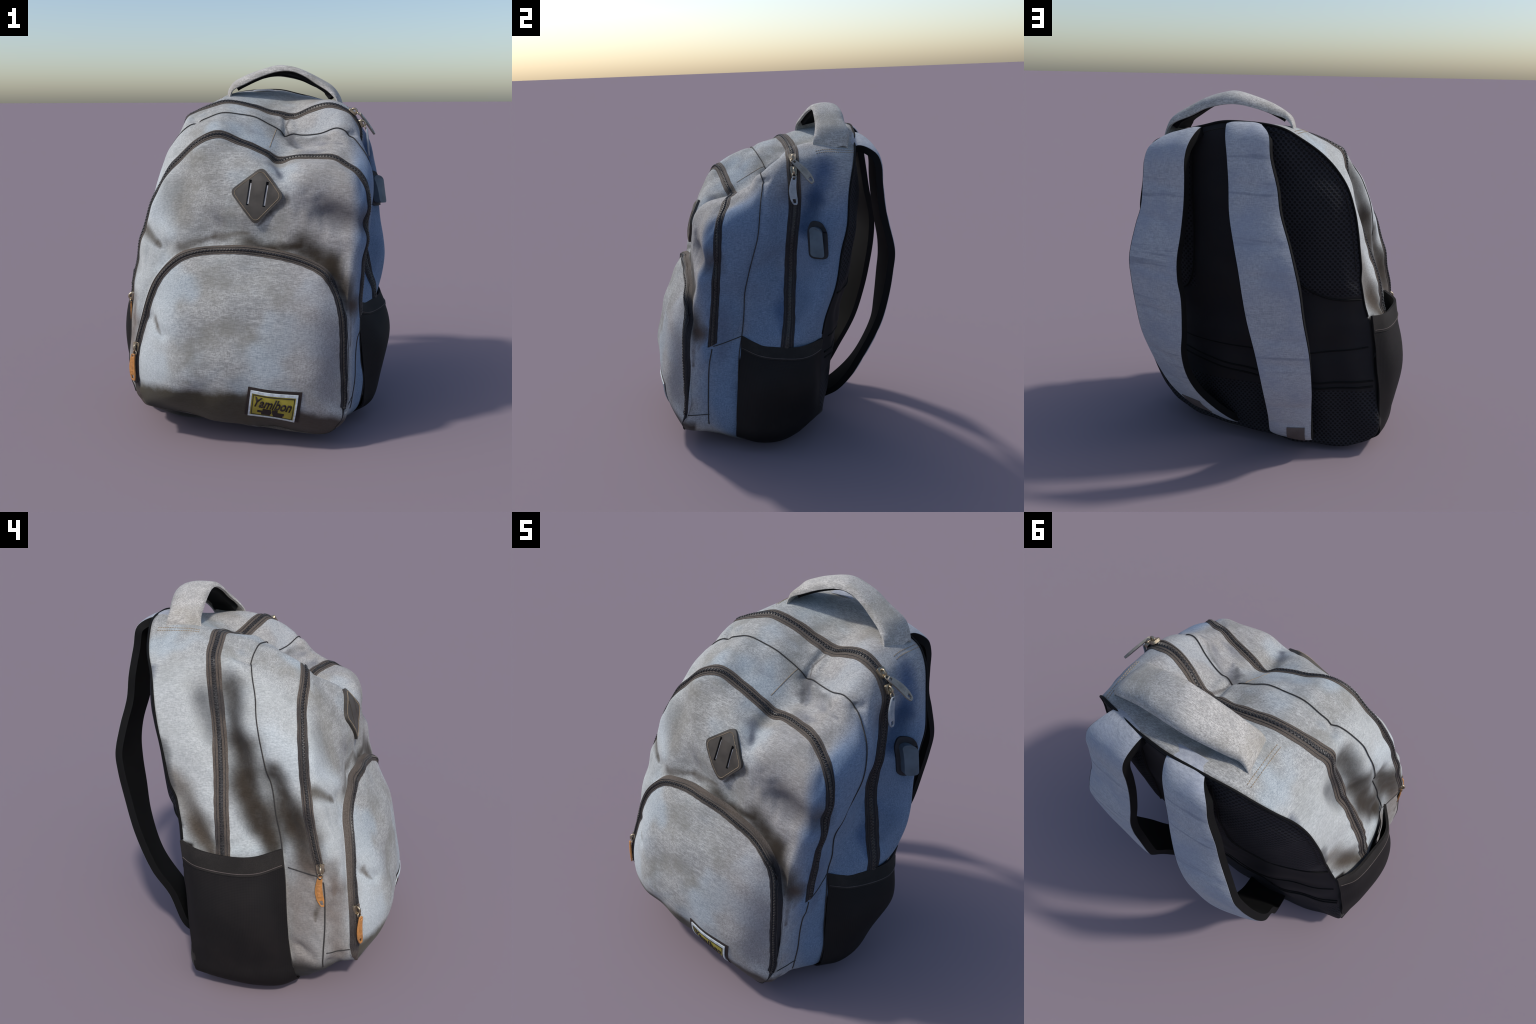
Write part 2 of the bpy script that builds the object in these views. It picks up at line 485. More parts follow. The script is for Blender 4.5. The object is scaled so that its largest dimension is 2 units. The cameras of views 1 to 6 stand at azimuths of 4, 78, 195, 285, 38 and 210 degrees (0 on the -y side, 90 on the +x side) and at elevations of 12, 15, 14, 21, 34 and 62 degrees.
class Nodes:
    def __init__(self, name):
        self.m = bpy.data.materials.new(name)
        self.m.use_nodes = True
        self.t = self.m.node_tree
        self.b = self.t.nodes["Principled BSDF"]

    def n(self, kind, **kw):
        x = self.t.nodes.new(kind)
        for k, v in kw.items():
            setattr(x, k, v)
        return x

    def put(self, sock, val):
        if isinstance(val, bpy.types.NodeSocket):
            self.t.links.new(val, sock)
        else:
            sock.default_value = val

    def math(self, op, a, b=0.0, clamp=False):
        x = self.n("ShaderNodeMath", operation=op, use_clamp=clamp)
        self.put(x.inputs[0], a)
        self.put(x.inputs[1], b)
        return x.outputs[0]

    def vmath(self, op, a, b=(0, 0, 0), scale=None):
        x = self.n("ShaderNodeVectorMath", operation=op)
        self.put(x.inputs[0], a)
        if op != "LENGTH":
            self.put(x.inputs[1], b)
        if scale is not None:
            self.put(x.inputs["Scale"], scale)
        return x.outputs["Value"] if op in ("DOT_PRODUCT", "LENGTH") else x.outputs["Vector"]

    def ramp(self, v, a, b, lo=0.0, hi=1.0):
        x = self.n("ShaderNodeMapRange", interpolation_type="SMOOTHSTEP")
        self.put(x.inputs["Value"], v)
        x.inputs["From Min"].default_value, x.inputs["From Max"].default_value = a, b
        x.inputs["To Min"].default_value, x.inputs["To Max"].default_value = lo, hi
        return x.outputs["Result"]

    def mix(self, f, a, b, mode="MIX"):
        x = self.n("ShaderNodeMix", data_type="RGBA", blend_type=mode)
        self.put(x.inputs[0], f)
        for s, v in ((x.inputs[6], a), (x.inputs[7], b)):
            self.put(s, v if isinstance(v, bpy.types.NodeSocket) else (*v, 1))
        return x.outputs[2]

    def noise(self, vec, scale, detail=3, rough=.55):
        x = self.n("ShaderNodeTexNoise")
        self.put(x.inputs["Vector"], vec)
        x.inputs["Scale"].default_value, x.inputs["Detail"].default_value, x.inputs["Roughness"].default_value = scale, detail, rough
        return x.outputs["Fac"]

    def coords(self):
        return self.n("ShaderNodeTexCoord").outputs["Object"]

    def stretch(self, vec, s):
        x = self.n("ShaderNodeMapping")
        self.put(x.inputs["Vector"], vec)
        x.inputs["Scale"].default_value = s
        return x.outputs["Vector"]

    def sep(self, vec):
        x = self.n("ShaderNodeSeparateXYZ")
        self.put(x.inputs[0], vec)
        return x.outputs

    def bump(self, h, strength, dist):
        x = self.n("ShaderNodeBump")
        x.inputs["Strength"].default_value, x.inputs["Distance"].default_value = strength, dist
        self.put(x.inputs["Height"], h)
        self.t.links.new(x.outputs[0], self.b.inputs["Normal"])

    def finish(self, col, rough=.85, metal=0.0, spec=.3, sheen=0.0):
        self.put(self.b.inputs["Base Color"], col if isinstance(col, bpy.types.NodeSocket) else (*col, 1))
        self.put(self.b.inputs["Roughness"], rough)
        self.b.inputs["Metallic"].default_value = metal
        self.b.inputs["Specular IOR Level"].default_value = spec
        self.b.inputs["Sheen Weight"].default_value = sheen
        return self.m


def capsule_group():
    g = bpy.data.node_groups.new("soft_capsule", "ShaderNodeTree")
    for nm, tp in (("P", "NodeSocketVector"), ("A", "NodeSocketVector"), ("BA", "NodeSocketVector"), ("InvLen2", "NodeSocketFloat"), ("R", "NodeSocketFloat"), ("Taper", "NodeSocketFloat")):
        g.interface.new_socket(nm, in_out="INPUT", socket_type=tp)
    g.interface.new_socket("Mask", in_out="OUTPUT", socket_type="NodeSocketFloat")
    i, o = g.nodes.new("NodeGroupInput"), g.nodes.new("NodeGroupOutput")

    def vm(op):
        x = g.nodes.new("ShaderNodeVectorMath")
        x.operation = op
        return x
    pa, dot, sc, df, ln = vm("SUBTRACT"), vm("DOT_PRODUCT"), vm("SCALE"), vm("SUBTRACT"), vm("LENGTH")
    mu = g.nodes.new("ShaderNodeMath")
    mu.operation, mu.use_clamp = "MULTIPLY", True
    dv = g.nodes.new("ShaderNodeMath")
    dv.operation = "DIVIDE"
    mr = g.nodes.new("ShaderNodeMapRange")
    mr.interpolation_type = "SMOOTHSTEP"
    mr.inputs["From Min"].default_value, mr.inputs["From Max"].default_value = 1.55, .15
    L = g.links.new
    L(i.outputs["P"], pa.inputs[0]); L(i.outputs["A"], pa.inputs[1])
    L(pa.outputs[0], dot.inputs[0]); L(i.outputs["BA"], dot.inputs[1])
    L(dot.outputs["Value"], mu.inputs[0]); L(i.outputs["InvLen2"], mu.inputs[1])
    L(i.outputs["BA"], sc.inputs[0]); L(mu.outputs[0], sc.inputs["Scale"])
    L(pa.outputs[0], df.inputs[0]); L(sc.outputs[0], df.inputs[1])
    tp, om, rr = (g.nodes.new("ShaderNodeMath") for _ in range(3))
    tp.operation, om.operation, rr.operation = "MULTIPLY", "SUBTRACT", "MULTIPLY"
    om.inputs[0].default_value = 1.0
    L(mu.outputs[0], tp.inputs[0]); L(i.outputs["Taper"], tp.inputs[1])
    L(tp.outputs[0], om.inputs[1])
    L(om.outputs[0], rr.inputs[0]); L(i.outputs["R"], rr.inputs[1])
    L(df.outputs[0], ln.inputs[0])
    L(ln.outputs["Value"], dv.inputs[0]); L(rr.outputs[0], dv.inputs[1])
    L(dv.outputs[0], mr.inputs["Value"]); L(mr.outputs[0], o.inputs["Mask"])
    return g

CAPSULE = capsule_group()

# baked shade and dull blotches of the cloth, painted as colour: (from, to, radius, strength, colour)
BROWN, OLIVE, GREY, NAVY, WARM = (.030, .022, .0145), (.17, .155, .125), (.12, .125, .145), (.030, .07, .16), (.165, .135, .115)
BAKED_SHADE = [
    ((.00, -.52, 1.085), (.26, -.53, 1.055), .050, .96, BROWN),
    ((.26, -.53, 1.055), (.43, -.53, .965), .072, .97, BROWN),
    ((.43, -.53, .965), (.535, -.55, .76), .062, .95, BROWN),
    ((.54, -.55, .76), (.535, -.58, .55), .030, .80, (.07, .05, .042)),
    ((-.35, -.50, 1.05), (.0, -.51, 1.085), .030, .70, (.09, .075, .06)),
    ((.585, -.46, 1.175), (.42, -.54, 1.23), .075, .72, (.075, .068, .072)),
    ((.3, -.53, 1.27), (.42, -.53, 1.2), .09, .35, GREY),
    ((-.42, -.40, 1.33), (-.36, -.46, 1.19), .10, .50, OLIVE),
    ((-.2, -.43, 1.42), (-.25, -.38, 1.50), .06, .30, OLIVE),
    ((-.592, -.39, 1.115), (-.48, -.45, 1.035), .040, .85, (.075, .062, .045)),
    ((-.12, -.5, 1.17), (-.05, -.51, 1.10), .07, .42, OLIVE),
    ((-.2, -.47, 1.24), (-.13, -.49, 1.20), .05, .3, GREY),
    ((.19, -.50, 1.30), (.04, -.51, 1.15), .022, .75, (.05, .042, .036)),
    ((.115, -.36, 1.465), (.185, -.46, 1.40), .030, .72, (.10, .11, .135)),
    ((.19, -.04, 1.61), (.27, -.15, 1.56), .030, .62, GREY),
    ((.30, -.12, 1.59), (.47, -.21, 1.56), .035, .42, GREY),
    ((.173, .10, 1.69), (.178, -.02, 1.62), .011, .8, (.10, .09, .085)),
    ((.53, -.132, 1.63), (.56, -.11, 1.635), .016, .85, (.05, .055, .07)),
    ((-.5, -.6, .675), (-.43, -.64, .61), .022, .7, (.10, .08, .06)),
    ((.43, -.66, .62), (.43, -.68, .35), .075, .42, (.16, .16, .19)),
    ((-.505, .125, 1.36), (-.44, .20, 1.52), .060, .78, (.10, .105, .11)),
    ((-.535, .005, 1.30), (-.450, .045, 1.58), .075, .92, (.05, .045, .04)),
    ((-.540, .005, 1.31), (-.583, -.045, 1.10), .110, .90, BROWN),
    ((-.575, -.035, 1.14), (-.622, -.165, .88), .115, .90, BROWN),
    ((-.600, -.10, 1.0), (-.635, -.205, .82), .085, .90, BROWN),
    ((-.612, -.27, .95), (-.555, -.165, 1.20), .080, .93, BROWN),
    ((-.612, -.26, .98), (-.645, -.34, .76), .110, .90, BROWN),
    ((-.630, -.34, .88), (-.650, -.39, .74), .085, .90, (.05, .038, .028)),
    ((-.560, .31, 1.12), (-.635, .20, .92), .075, .75, (.10, .078, .055)),
    ((-.635, .20, .92), (-.66, .11, .82), .085, .94, (.065, .05, .036)),
    ((-.44, .44, 1.645), (-.545, .37, 1.31), .030, .70, (.05, .065, .10)),
    ((-.545, .37, 1.31), (-.60, .295, .90), .034, .80, (.05, .05, .055)),
    ((.185, -.045, 1.605), (.24, -.16, 1.545), .040, .78, (.085, .085, .09)),
    ((.25, -.07, 1.60), (.42, -.17, 1.60), .030, .55, (.12, .12, .12)),
    ((.30, -.22, 1.52), (.42, -.24, 1.54), .035, .45, GREY),
    ((-.05, -.13, 1.66), (.05, -.16, 1.60), .04, .25, GREY),
    ((-.64, -.47, .74), (-.64, -.50, .60), .04, .60, (.09, .07, .055)),
    ((-.66, -.34, .62), (-.66, -.34, .25), .17, .80, WARM),
    ((-.64, -.51, .60), (-.63, -.51, .25), .10, .80, (.13, .098, .078)),
    ((-.63, -.30, .16), (-.60, -.48, .13), .07, .75, (.07, .055, .045)),
    ((-.66, -.41, .57), (-.665, -.40, .48), .022, .55, (.07, .055, .04)),
    ((.615, .23, 1.66), (.655, .16, 1.52), .085, .80, NAVY),
    ((.655, .14, 1.50), (.655, .08, 1.34), .060, .85, (.022, .05, .11)),
    ((.70, .15, 1.36), (.72, .14, 1.18), .085, .40, (.06, .11, .19)),
    ((.60, .00, 1.0), (.64, -.08, .74), .06, .4, NAVY),
    ((.57, -.40, .85), (.57, -.40, .62), .08, .4, (.09, .10, .15)),
    ((.56, -.50, .78), (.55, -.53, .64), .030, .55, (.09, .065, .05)),
    ((.705, .02, .95), (.72, .0, .8), .05, .35, (.06, .10, .17)),
]


def canvas(name, base=(.38, .378, .362), baked_tones=True, tint=None, part=None):
    """Heathered canvas; `part` (body row range) picks the baked shade patches that lie on that part."""
    spots = []
    if part is not None:
        pts = G[part[0]:part[1] + 1:2, ::4].reshape(-1, 3)
        for a, b, r, st, c in BAKED_SHADE:
            A, B = snap(a), snap(b)
            mid = snap((A + B) / 2)
            bowed = np.linalg.norm(mid - (A + B) / 2) > .35 * r      # the cloth curves: follow it with two strokes
            for p, q, rr in (((A, mid, r), (mid, B, r * .8)) if bowed else ((A, B, r),)):
                d = q - p
                h = np.clip(((pts - p) @ d) / (d @ d), 0, 1)
                if np.min(np.linalg.norm(pts - p - h[:, None] * d, axis=1)) < rr * 1.1:
                    spots.append((tuple(p), tuple(q), rr, st, c))
    k = Nodes(name)
    P = k.coords()
    warp = k.n("ShaderNodeTexNoise")
    warp.inputs["Scale"].default_value, warp.inputs["Detail"].default_value = 6.5, 1
    k.t.links.new(P, warp.inputs["Vector"])
    Pw = k.vmath("ADD", P, k.vmath("SCALE", k.vmath("SUBTRACT", warp.outputs["Color"], (.5, .5, .5)), scale=.06))
    # heathered yarn: fine streaks along weft and warp
    nx = k.math("ABSOLUTE", k.sep(k.n("ShaderNodeNewGeometry").outputs["Normal"])[0])
    side = k.ramp(nx, .55, .80)
    weft = k.n("ShaderNodeMix", data_type="FLOAT")
    k.put(weft.inputs[0], side)
    k.put(weft.inputs[2], k.noise(k.stretch(P, (9, 62, 62)), 4.0, 3, .7))
    k.put(weft.inputs[3], k.noise(k.stretch(P, (62, 9, 62)), 4.0, 3, .7))
    weft = weft.outputs[0]
    warpn = k.noise(k.stretch(P, (70, 30, 10)), 4.0, 3, .7)
    blot = k.noise(P, 5.5, 4, .6)
    fleck = k.noise(P, 120, 2, .8)
    v = k.math("ADD", k.math("MULTIPLY", weft, .55), k.math("MULTIPLY", warpn, .30))
    v = k.math("ADD", v, k.math("MULTIPLY", fleck, .15))
    streak = k.noise(k.stretch(P, (5, 14, 24)), 2.2, 4, .6)
    col = k.mix(k.ramp(v, .36, .64), tuple(c * .56 for c in base), tuple(c * 1.32 for c in base))
    col = k.mix(k.ramp(streak, .42, .68, 0, .55), col, tuple(c * f for c, f in zip(base, (.62, .63, .64))))
    col = k.mix(k.ramp(blot, .42, .70, 0, .62), col, tuple(c * f for c, f in zip(base, (.54, .525, .47))))
    x, y, z = k.sep(P)
    if baked_tones:
        cool = k.noise(P, 3.1, 2)
        col = k.mix(k.ramp(cool, .46, .66, 0, .62), col, k.mix(k.ramp(v, .36, .64), (.27, .33, .375), (.48, .54, .575)))
        # paler left flank, warmer right of the front
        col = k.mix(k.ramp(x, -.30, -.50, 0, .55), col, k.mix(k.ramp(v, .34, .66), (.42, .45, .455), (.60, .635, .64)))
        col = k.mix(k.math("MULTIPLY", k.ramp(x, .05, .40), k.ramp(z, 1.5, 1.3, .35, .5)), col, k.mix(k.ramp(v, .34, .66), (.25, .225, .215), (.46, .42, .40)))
        # blue shade baked into the right flank's colour, weaker towards the top
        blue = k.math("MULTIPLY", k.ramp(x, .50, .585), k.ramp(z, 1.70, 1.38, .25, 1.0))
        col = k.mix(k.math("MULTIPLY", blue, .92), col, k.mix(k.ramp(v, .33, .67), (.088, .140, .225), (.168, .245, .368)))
        patchy = k.ramp(k.noise(P, 9, 3, .6), .3, .6, .86, 1.0)
        for a, b, r, s, c in spots:
            g = k.n("ShaderNodeGroup", node_tree=CAPSULE)
            A, BA = np.array(a), np.array(b) - np.array(a)
            k.put(g.inputs["P"], Pw)
            g.inputs["A"].default_value, g.inputs["BA"].default_value = tuple(A), tuple(BA)
            g.inputs["InvLen2"].default_value, g.inputs["R"].default_value = 1 / float(BA @ BA), r * (1.0 if r > .055 else 1.15)
            g.inputs["Taper"].default_value = .35 if r > .076 else (0.0 if r > .055 else .70)
            col = k.mix(k.math("MULTIPLY", g.outputs[0], k.math("MULTIPLY", patchy, s)), col, k.mix(k.ramp(v, .3, .7), tuple(q * .8 for q in c), tuple(q * 1.25 for q in c)))
        # baked underside shade painted into the pocket bottom, higher on the left
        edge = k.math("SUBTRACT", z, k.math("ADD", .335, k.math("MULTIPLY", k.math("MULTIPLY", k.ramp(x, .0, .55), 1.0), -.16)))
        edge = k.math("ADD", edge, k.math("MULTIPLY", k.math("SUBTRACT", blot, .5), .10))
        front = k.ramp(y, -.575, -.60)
        pocket_shade = k.math("MULTIPLY", k.ramp(edge, .035, -.03), front)
        col = k.mix(k.math("MULTIPLY", pocket_shade, .93), col, k.mix(k.ramp(x, -.3, .5), (.044, .034, .0155), (.042, .027, .019)))
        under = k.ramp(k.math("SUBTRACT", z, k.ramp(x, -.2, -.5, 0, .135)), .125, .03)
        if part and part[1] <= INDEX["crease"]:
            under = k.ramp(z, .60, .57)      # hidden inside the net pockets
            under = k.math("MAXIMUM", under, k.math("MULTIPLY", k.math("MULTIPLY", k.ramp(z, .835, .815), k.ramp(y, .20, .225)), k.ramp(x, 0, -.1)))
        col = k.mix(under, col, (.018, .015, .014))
    if tint:
        col = k.mix(k.ramp(k.noise(P, 4, 3), .35, .7, .1, .7), col, tint)
    k.bump(v, .25, .004)
    return k.finish(col, .9, spec=.2, sheen=.08)


def webbing(name, a, b, rough=.8):
    k = Nodes(name)
    P = k.coords()
    s = k.noise(k.stretch(P, (30, 30, 90)), 5, 3, .7)
    w = k.noise(P, 6, 3)
    col = k.mix(k.ramp(s, .3, .7), a, b)
    col = k.mix(k.ramp(w, .35, .7, 0, .6), col, tuple(c * .6 for c in a))
    k.bump(s, .3, .003)
    return k.finish(col, rough, spec=.25)


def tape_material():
    """Zipper tape: brown at the top and front, nearly black down the sides."""
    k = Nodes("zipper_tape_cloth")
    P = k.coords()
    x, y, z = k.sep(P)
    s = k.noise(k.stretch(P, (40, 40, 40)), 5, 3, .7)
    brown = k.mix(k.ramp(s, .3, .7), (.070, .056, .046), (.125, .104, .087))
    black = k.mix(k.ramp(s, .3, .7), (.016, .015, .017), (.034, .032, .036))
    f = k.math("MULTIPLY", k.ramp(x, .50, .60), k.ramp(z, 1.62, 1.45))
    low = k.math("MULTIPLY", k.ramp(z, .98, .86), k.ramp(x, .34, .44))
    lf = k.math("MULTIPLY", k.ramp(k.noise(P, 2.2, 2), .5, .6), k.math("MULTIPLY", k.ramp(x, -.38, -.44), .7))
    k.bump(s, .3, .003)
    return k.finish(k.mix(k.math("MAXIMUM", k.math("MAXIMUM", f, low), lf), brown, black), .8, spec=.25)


def plain(name, col, rough=.5, metal=0.0, spec=.4, var=.25, scale=25):
    k = Nodes(name)
    P = k.coords()
    s = k.noise(P, scale, 4, .6)
    c = k.mix(k.ramp(s, .3, .7), tuple(q * (1 - var) for q in col), tuple(q * (1 + var) for q in col))
    k.bump(s, .15, .002)
    return k.finish(c, rough, metal, spec)


def back_material():
    """Black back panel: smooth centre column, open-hole spacer mesh on the cushions."""
    k = Nodes("black_spacer_mesh")
    P = k.coords()
    x, y, z = k.sep(P)
    # staggered rows of round holes
    row = k.math("MULTIPLY", z, 1 / .0142)
    odd = k.math("MODULO", k.math("FLOOR", row), 2.0)
    cx = k.math("SUBTRACT", k.math("FRACT", k.math("ADD", k.math("ADD", k.math("MULTIPLY", x, 1 / .0247), k.math("MULTIPLY", odd, .5)), 100.0)), .5)
    cz = k.math("SUBTRACT", k.math("FRACT", row), .5)
    d = k.math("SQRT", k.math("ADD", k.math("POWER", k.math("MULTIPLY", cx, .0247), 2.0), k.math("POWER", k.math("MULTIPLY", cz, .0142), 2.0)))
    hole = k.ramp(d, .0088, .0042)
    zl = k.math("SUBTRACT", z, k.math("MULTIPLY", k.math("POWER", k.math("ADD", x, .50), 2.0), .55))
    # curved lower edge of the two upper cushions and the flat lower cushion
    left = k.math("MULTIPLY", k.ramp(x, -.06, -.10), k.ramp(zl, .945, .965))
    right = k.math("MULTIPLY", k.ramp(x, .30, .33), k.ramp(z, .945, .965))
    lowpad = k.ramp(z, .40, .385)
    pad = k.math("MAXIMUM", k.math("MAXIMUM", left, right), lowpad, clamp=True)
    cloth = k.noise(k.stretch(P, (60, 60, 60)), 5, 3, .7)
    base = k.mix(k.ramp(cloth, .3, .7), (.0075, .0075, .0095), (.015, .0145, .017))
    soft = k.noise(P, 4, 3)
    base = k.mix(k.ramp(soft, .4, .7, 0, .6), base, (.017, .014, .013))
    holes = k.mix(hole, (.019, .0195, .024), (.0022, .0022, .0035))
    col = k.mix(pad, base, holes)
    h = k.math("MULTIPLY", k.math("MULTIPLY", hole, pad), -1.0)
    k.bump(h, .6, .006)
    return k.finish(col, .75, spec=.25)


def net_material():
    k = Nodes("black_stretch_net")
    P = k.coords()
    x, y, z = k.sep(P)
    a = k.math("SINE", k.math("MULTIPLY", k.math("ADD", y, z), 420))
    b = k.math("SINE", k.math("MULTIPLY", k.math("SUBTRACT", y, z), 420))
    g = k.math("MULTIPLY", k.math("ADD", k.math("MULTIPLY", a, b), 1.0), .5)
    w = k.noise(P, 4, 3)
    col = k.mix(g, (.0055, .005, .005), (.012, .0105, .0105))
    col = k.mix(k.ramp(w, .4, .7, 0, .7), col, (.014, .0115, .011))
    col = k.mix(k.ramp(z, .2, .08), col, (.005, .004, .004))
    k.bump(g, .25, .002)
    return k.finish(col, .7, spec=.2)

M_HANDLE = canvas("handle_canvas", (.47, .45, .42), baked_tones=False)


def strap_material():
    k = Nodes("strap_canvas")
    P = k.coords()
    x, y, z = k.sep(P)
    weft = k.noise(k.stretch(P, (9, 9, 62)), 4.0, 3, .7)
    warpn = k.noise(k.stretch(P, (62, 62, 9)), 4.0, 3, .7)
    v = k.math("ADD", k.math("MULTIPLY", weft, .5), k.math("MULTIPLY", warpn, .4))
    blot = k.noise(P, 4.5, 4, .6)
    col = k.mix(k.ramp(v, .3, .6), (.28, .295, .325), (.45, .465, .50))
    col = k.mix(k.ramp(blot, .4, .7, 0, .55), col, (.25, .285, .37))
    crease_ = k.noise(k.stretch(P, (2.2, 2.2, 26)), 1.0, 2, .5)
    col = k.mix(k.ramp(crease_, .60, .72, 0, .40), col, (.12, .14, .19))
    k.bump(v, .25, .004)
    return k.finish(col, .9, spec=.2, sheen=.08)

M_STRAP = strap_material()
M_BLACK = webbing("black_webbing", (.0007, .0007, .0009), (.0018, .0018, .002))
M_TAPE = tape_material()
M_COIL = plain("zipper_coil_nylon", (.030, .027, .026), .45, spec=.5, var=.4, scale=60)
M_SEAM = plain("seam_piping", (.035, .032, .030), .8)
M_BACK = back_material()
M_NET = net_material()
M_HEM = webbing("elastic_hem", (.016, .014, .0125), (.032, .028, .025))
M_LEATHER = plain("patch_leather", (.062, .054, .045), .55, spec=.35, var=.2, scale=14)
M_THREAD = plain("tan_thread", (.30, .23, .15), .8)
M_PALE = plain("pale_strip", (.42, .42, .43), .7)
M_DARK = plain("dark_backing", (.008, .007, .007), .9)
M_PULL = plain("orange_pull_leather", (.46, .20, .055), .45, spec=.5, var=.2, scale=40)
M_GREYPULL = plain("grey_pull_leather", (.30, .33, .36), .45, spec=.5, var=.15, scale=40)
M_TANPULL = plain("olive_pull_leather", (.28, .26, .22), .45, spec=.5, var=.15, scale=40)
M_BRASS = plain("worn_brass", (.42, .35, .25), .42, 1.0, var=.3, scale=50)
M_LABEL = plain("mustard_label", (.36, .30, .04), .6, var=.15, scale=12)
M_BORDER = plain("label_border_thread", (.55, .60, .62), .7, var=.2, scale=60)
M_INK = plain("label_ink", (.022, .014, .012), .7)
M_RUBBER = plain("port_rubber", (.012, .013, .018), .6)
M_PORT = plain("port_cover", (.075, .105, .135), .5, var=.2, scale=10)
M_TAG = webbing("strap_tag_cloth", (.10, .08, .075), (.15, .125, .115))

# ------------------------------------------------------------------ body parts

I = INDEX
body_part("back_panel", 0, I["back_edge"], M_BACK, close="first")
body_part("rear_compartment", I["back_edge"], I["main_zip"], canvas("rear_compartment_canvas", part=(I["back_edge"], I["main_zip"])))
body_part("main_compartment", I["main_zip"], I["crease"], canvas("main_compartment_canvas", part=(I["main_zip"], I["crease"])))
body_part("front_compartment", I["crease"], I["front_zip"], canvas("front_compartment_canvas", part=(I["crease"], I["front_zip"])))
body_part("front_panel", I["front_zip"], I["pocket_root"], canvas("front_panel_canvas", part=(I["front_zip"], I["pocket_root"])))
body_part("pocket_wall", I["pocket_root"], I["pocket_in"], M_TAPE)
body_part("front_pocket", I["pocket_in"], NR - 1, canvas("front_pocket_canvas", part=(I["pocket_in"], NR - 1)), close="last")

# whole body as one surface for laying things onto it
allF = []
for r in range(NR - 1):
    for c in range(NTH):
        d = (c + 1) % NTH
        allF.append((r * NTH + c, r * NTH + d, (r + 1) * NTH + d, (r + 1) * NTH + c))
BVH = BVHTree.FromPolygons([Vector(v) for v in G.reshape(-1, 3)], allF)


def on_body(p, n):
    """Nearest body surface point along direction -n from p + n."""
    hit = BVH.ray_cast(Vector(p) + Vector(n) * .5, -Vector(n))
    if hit[0] is None:
        hit = BVH.find_nearest(Vector(p))
    return np.array(hit[0]), np.array(hit[1])

# arc length of the loft across the rows, for offsets measured in metres from a contour
SL = np.zeros((NR, NTH))
SL[1:] = np.cumsum(np.linalg.norm(np.diff(G, axis=0), axis=-1), axis=0)


def near(row, off, th):
    """Point and normal on the body, `off` metres across from contour row `row` at angle index `th`."""
    c0 = int(math.floor(th)) % NTH
    f = th - math.floor(th)
    out = []
    for c in (c0, (c0 + 1) % NTH):
        s = SL[row, c] + off
        p = np.array([np.interp(s, SL[:, c], G[:, c, k]) for k in range(3)])
        n = np.array([np.interp(s, SL[:, c], N[:, c, k]) for k in range(3)])
        out.append((p, n))
    p = out[0][0] * (1 - f) + out[1][0] * f
    n = norm(out[0][1] * (1 - f) + out[1][1] * f)
    return p, n


def th_of(row, p):
    """Angle index on a contour nearest to a point."""
    return int(np.argmin(np.linalg.norm(G[row] - np.array(p), axis=1)))


def ribbon(name, row, t0, t1, half, lift, mat, parent=ROOT, shift=0.0, steps=1, across=6, edge=.6, ragged=0.0):
    ts = np.arange(t0, t1 + .001, steps)
    P = np.zeros((len(ts), across + 1, 3))
    Nn = np.zeros_like(P)
    for a, t in enumerate(ts):
        for b in range(across + 1):
            u = 2 * b / across - 1
            jag = ragged * math.sin(t * .7 + (3 if u > 0 else 0)) * abs(u)
            p, n = near(row, shift + u * half + jag, t)
            P[a, b] = p + n * lift * (1 - .55 * u ** 4)
            Nn[a, b] = n
    return sheet(name, P, lift + .004, mat, parent, outward=Nn)


def zipper(row, t0, t1, half, shift=0.0, pitch=.0085, base=0.0):
    """Tape, coil bed and two interlocked rows of teeth."""
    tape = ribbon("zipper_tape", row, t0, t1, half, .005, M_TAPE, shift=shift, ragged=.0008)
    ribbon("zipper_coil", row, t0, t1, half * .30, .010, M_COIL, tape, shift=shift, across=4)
    ts = np.arange(t0, t1, .25)
    pts = [near(row, shift, t) for t in ts]
    P = np.array([p for p, _ in pts])
    Nn = np.array([n for _, n in pts])
    s = np.r_[0, np.cumsum(np.linalg.norm(np.diff(P, axis=0), axis=1))]
    parts = []
    for k, q in enumerate(np.arange(pitch, s[-1] - pitch, pitch)):
        p = np.array([np.interp(q, s, P[:, j]) for j in range(3)])
        n = norm([np.interp(q, s, Nn[:, j]) for j in range(3)])
        p2 = np.array([np.interp(q + .004, s, P[:, j]) for j in range(3)])
        t = norm(p2 - p)
        w = norm(np.cross(n, t))
        side = 1 if k % 2 else -1
        parts.append(box_mesh(p + n * .0105 + w * side * half * .07, t * pitch * .36, w * half * .17, n * .0028))
    V, F = merge(parts)
    make("zipper_teeth", V, F, M_COIL, tape, smooth_shade=False, kind="stuff")
    # two welt lines where the tape is sewn down
    for sgn in (-1, 1):
        path = []
        for t in np.arange(t0, t1 + .001, 1):
            p, n = near(row, shift + sgn * half * .62, t)
            path.append(p + n * .0055)
        V, F = tube_mesh(path, .0016, 5)
        make("zipper_stitch_line", V, F, M_COIL, tape, kind="stuff")
    return tape

iB, iC, iD, iE = I["main_zip"], I["crease"], I["front_zip"], (I["pocket_out"] + I["pocket_in"]) // 2
zipper(iB, th_of(iB, (.705, -.05, .66)), th_of(iB, (-.67, .05, .78)), .037)
zipper(iD, th_of(iD, (.573, -.468, .678)), th_of(iD, (-.648, -.42, .75)), .030)
zipper(iE, th_of(iE, (.507, -.64, .22)), th_of(iE, (-.595, -.59, .33)), .023)


def seam(name, pts_on_body, r=.0032, lift=.0005, mat=M_SEAM):
    path = catmull(pts_on_body, 8)
    V, F = tube_mesh(path, r, 6)
    return make(name, V, F, mat, kind="stuff")


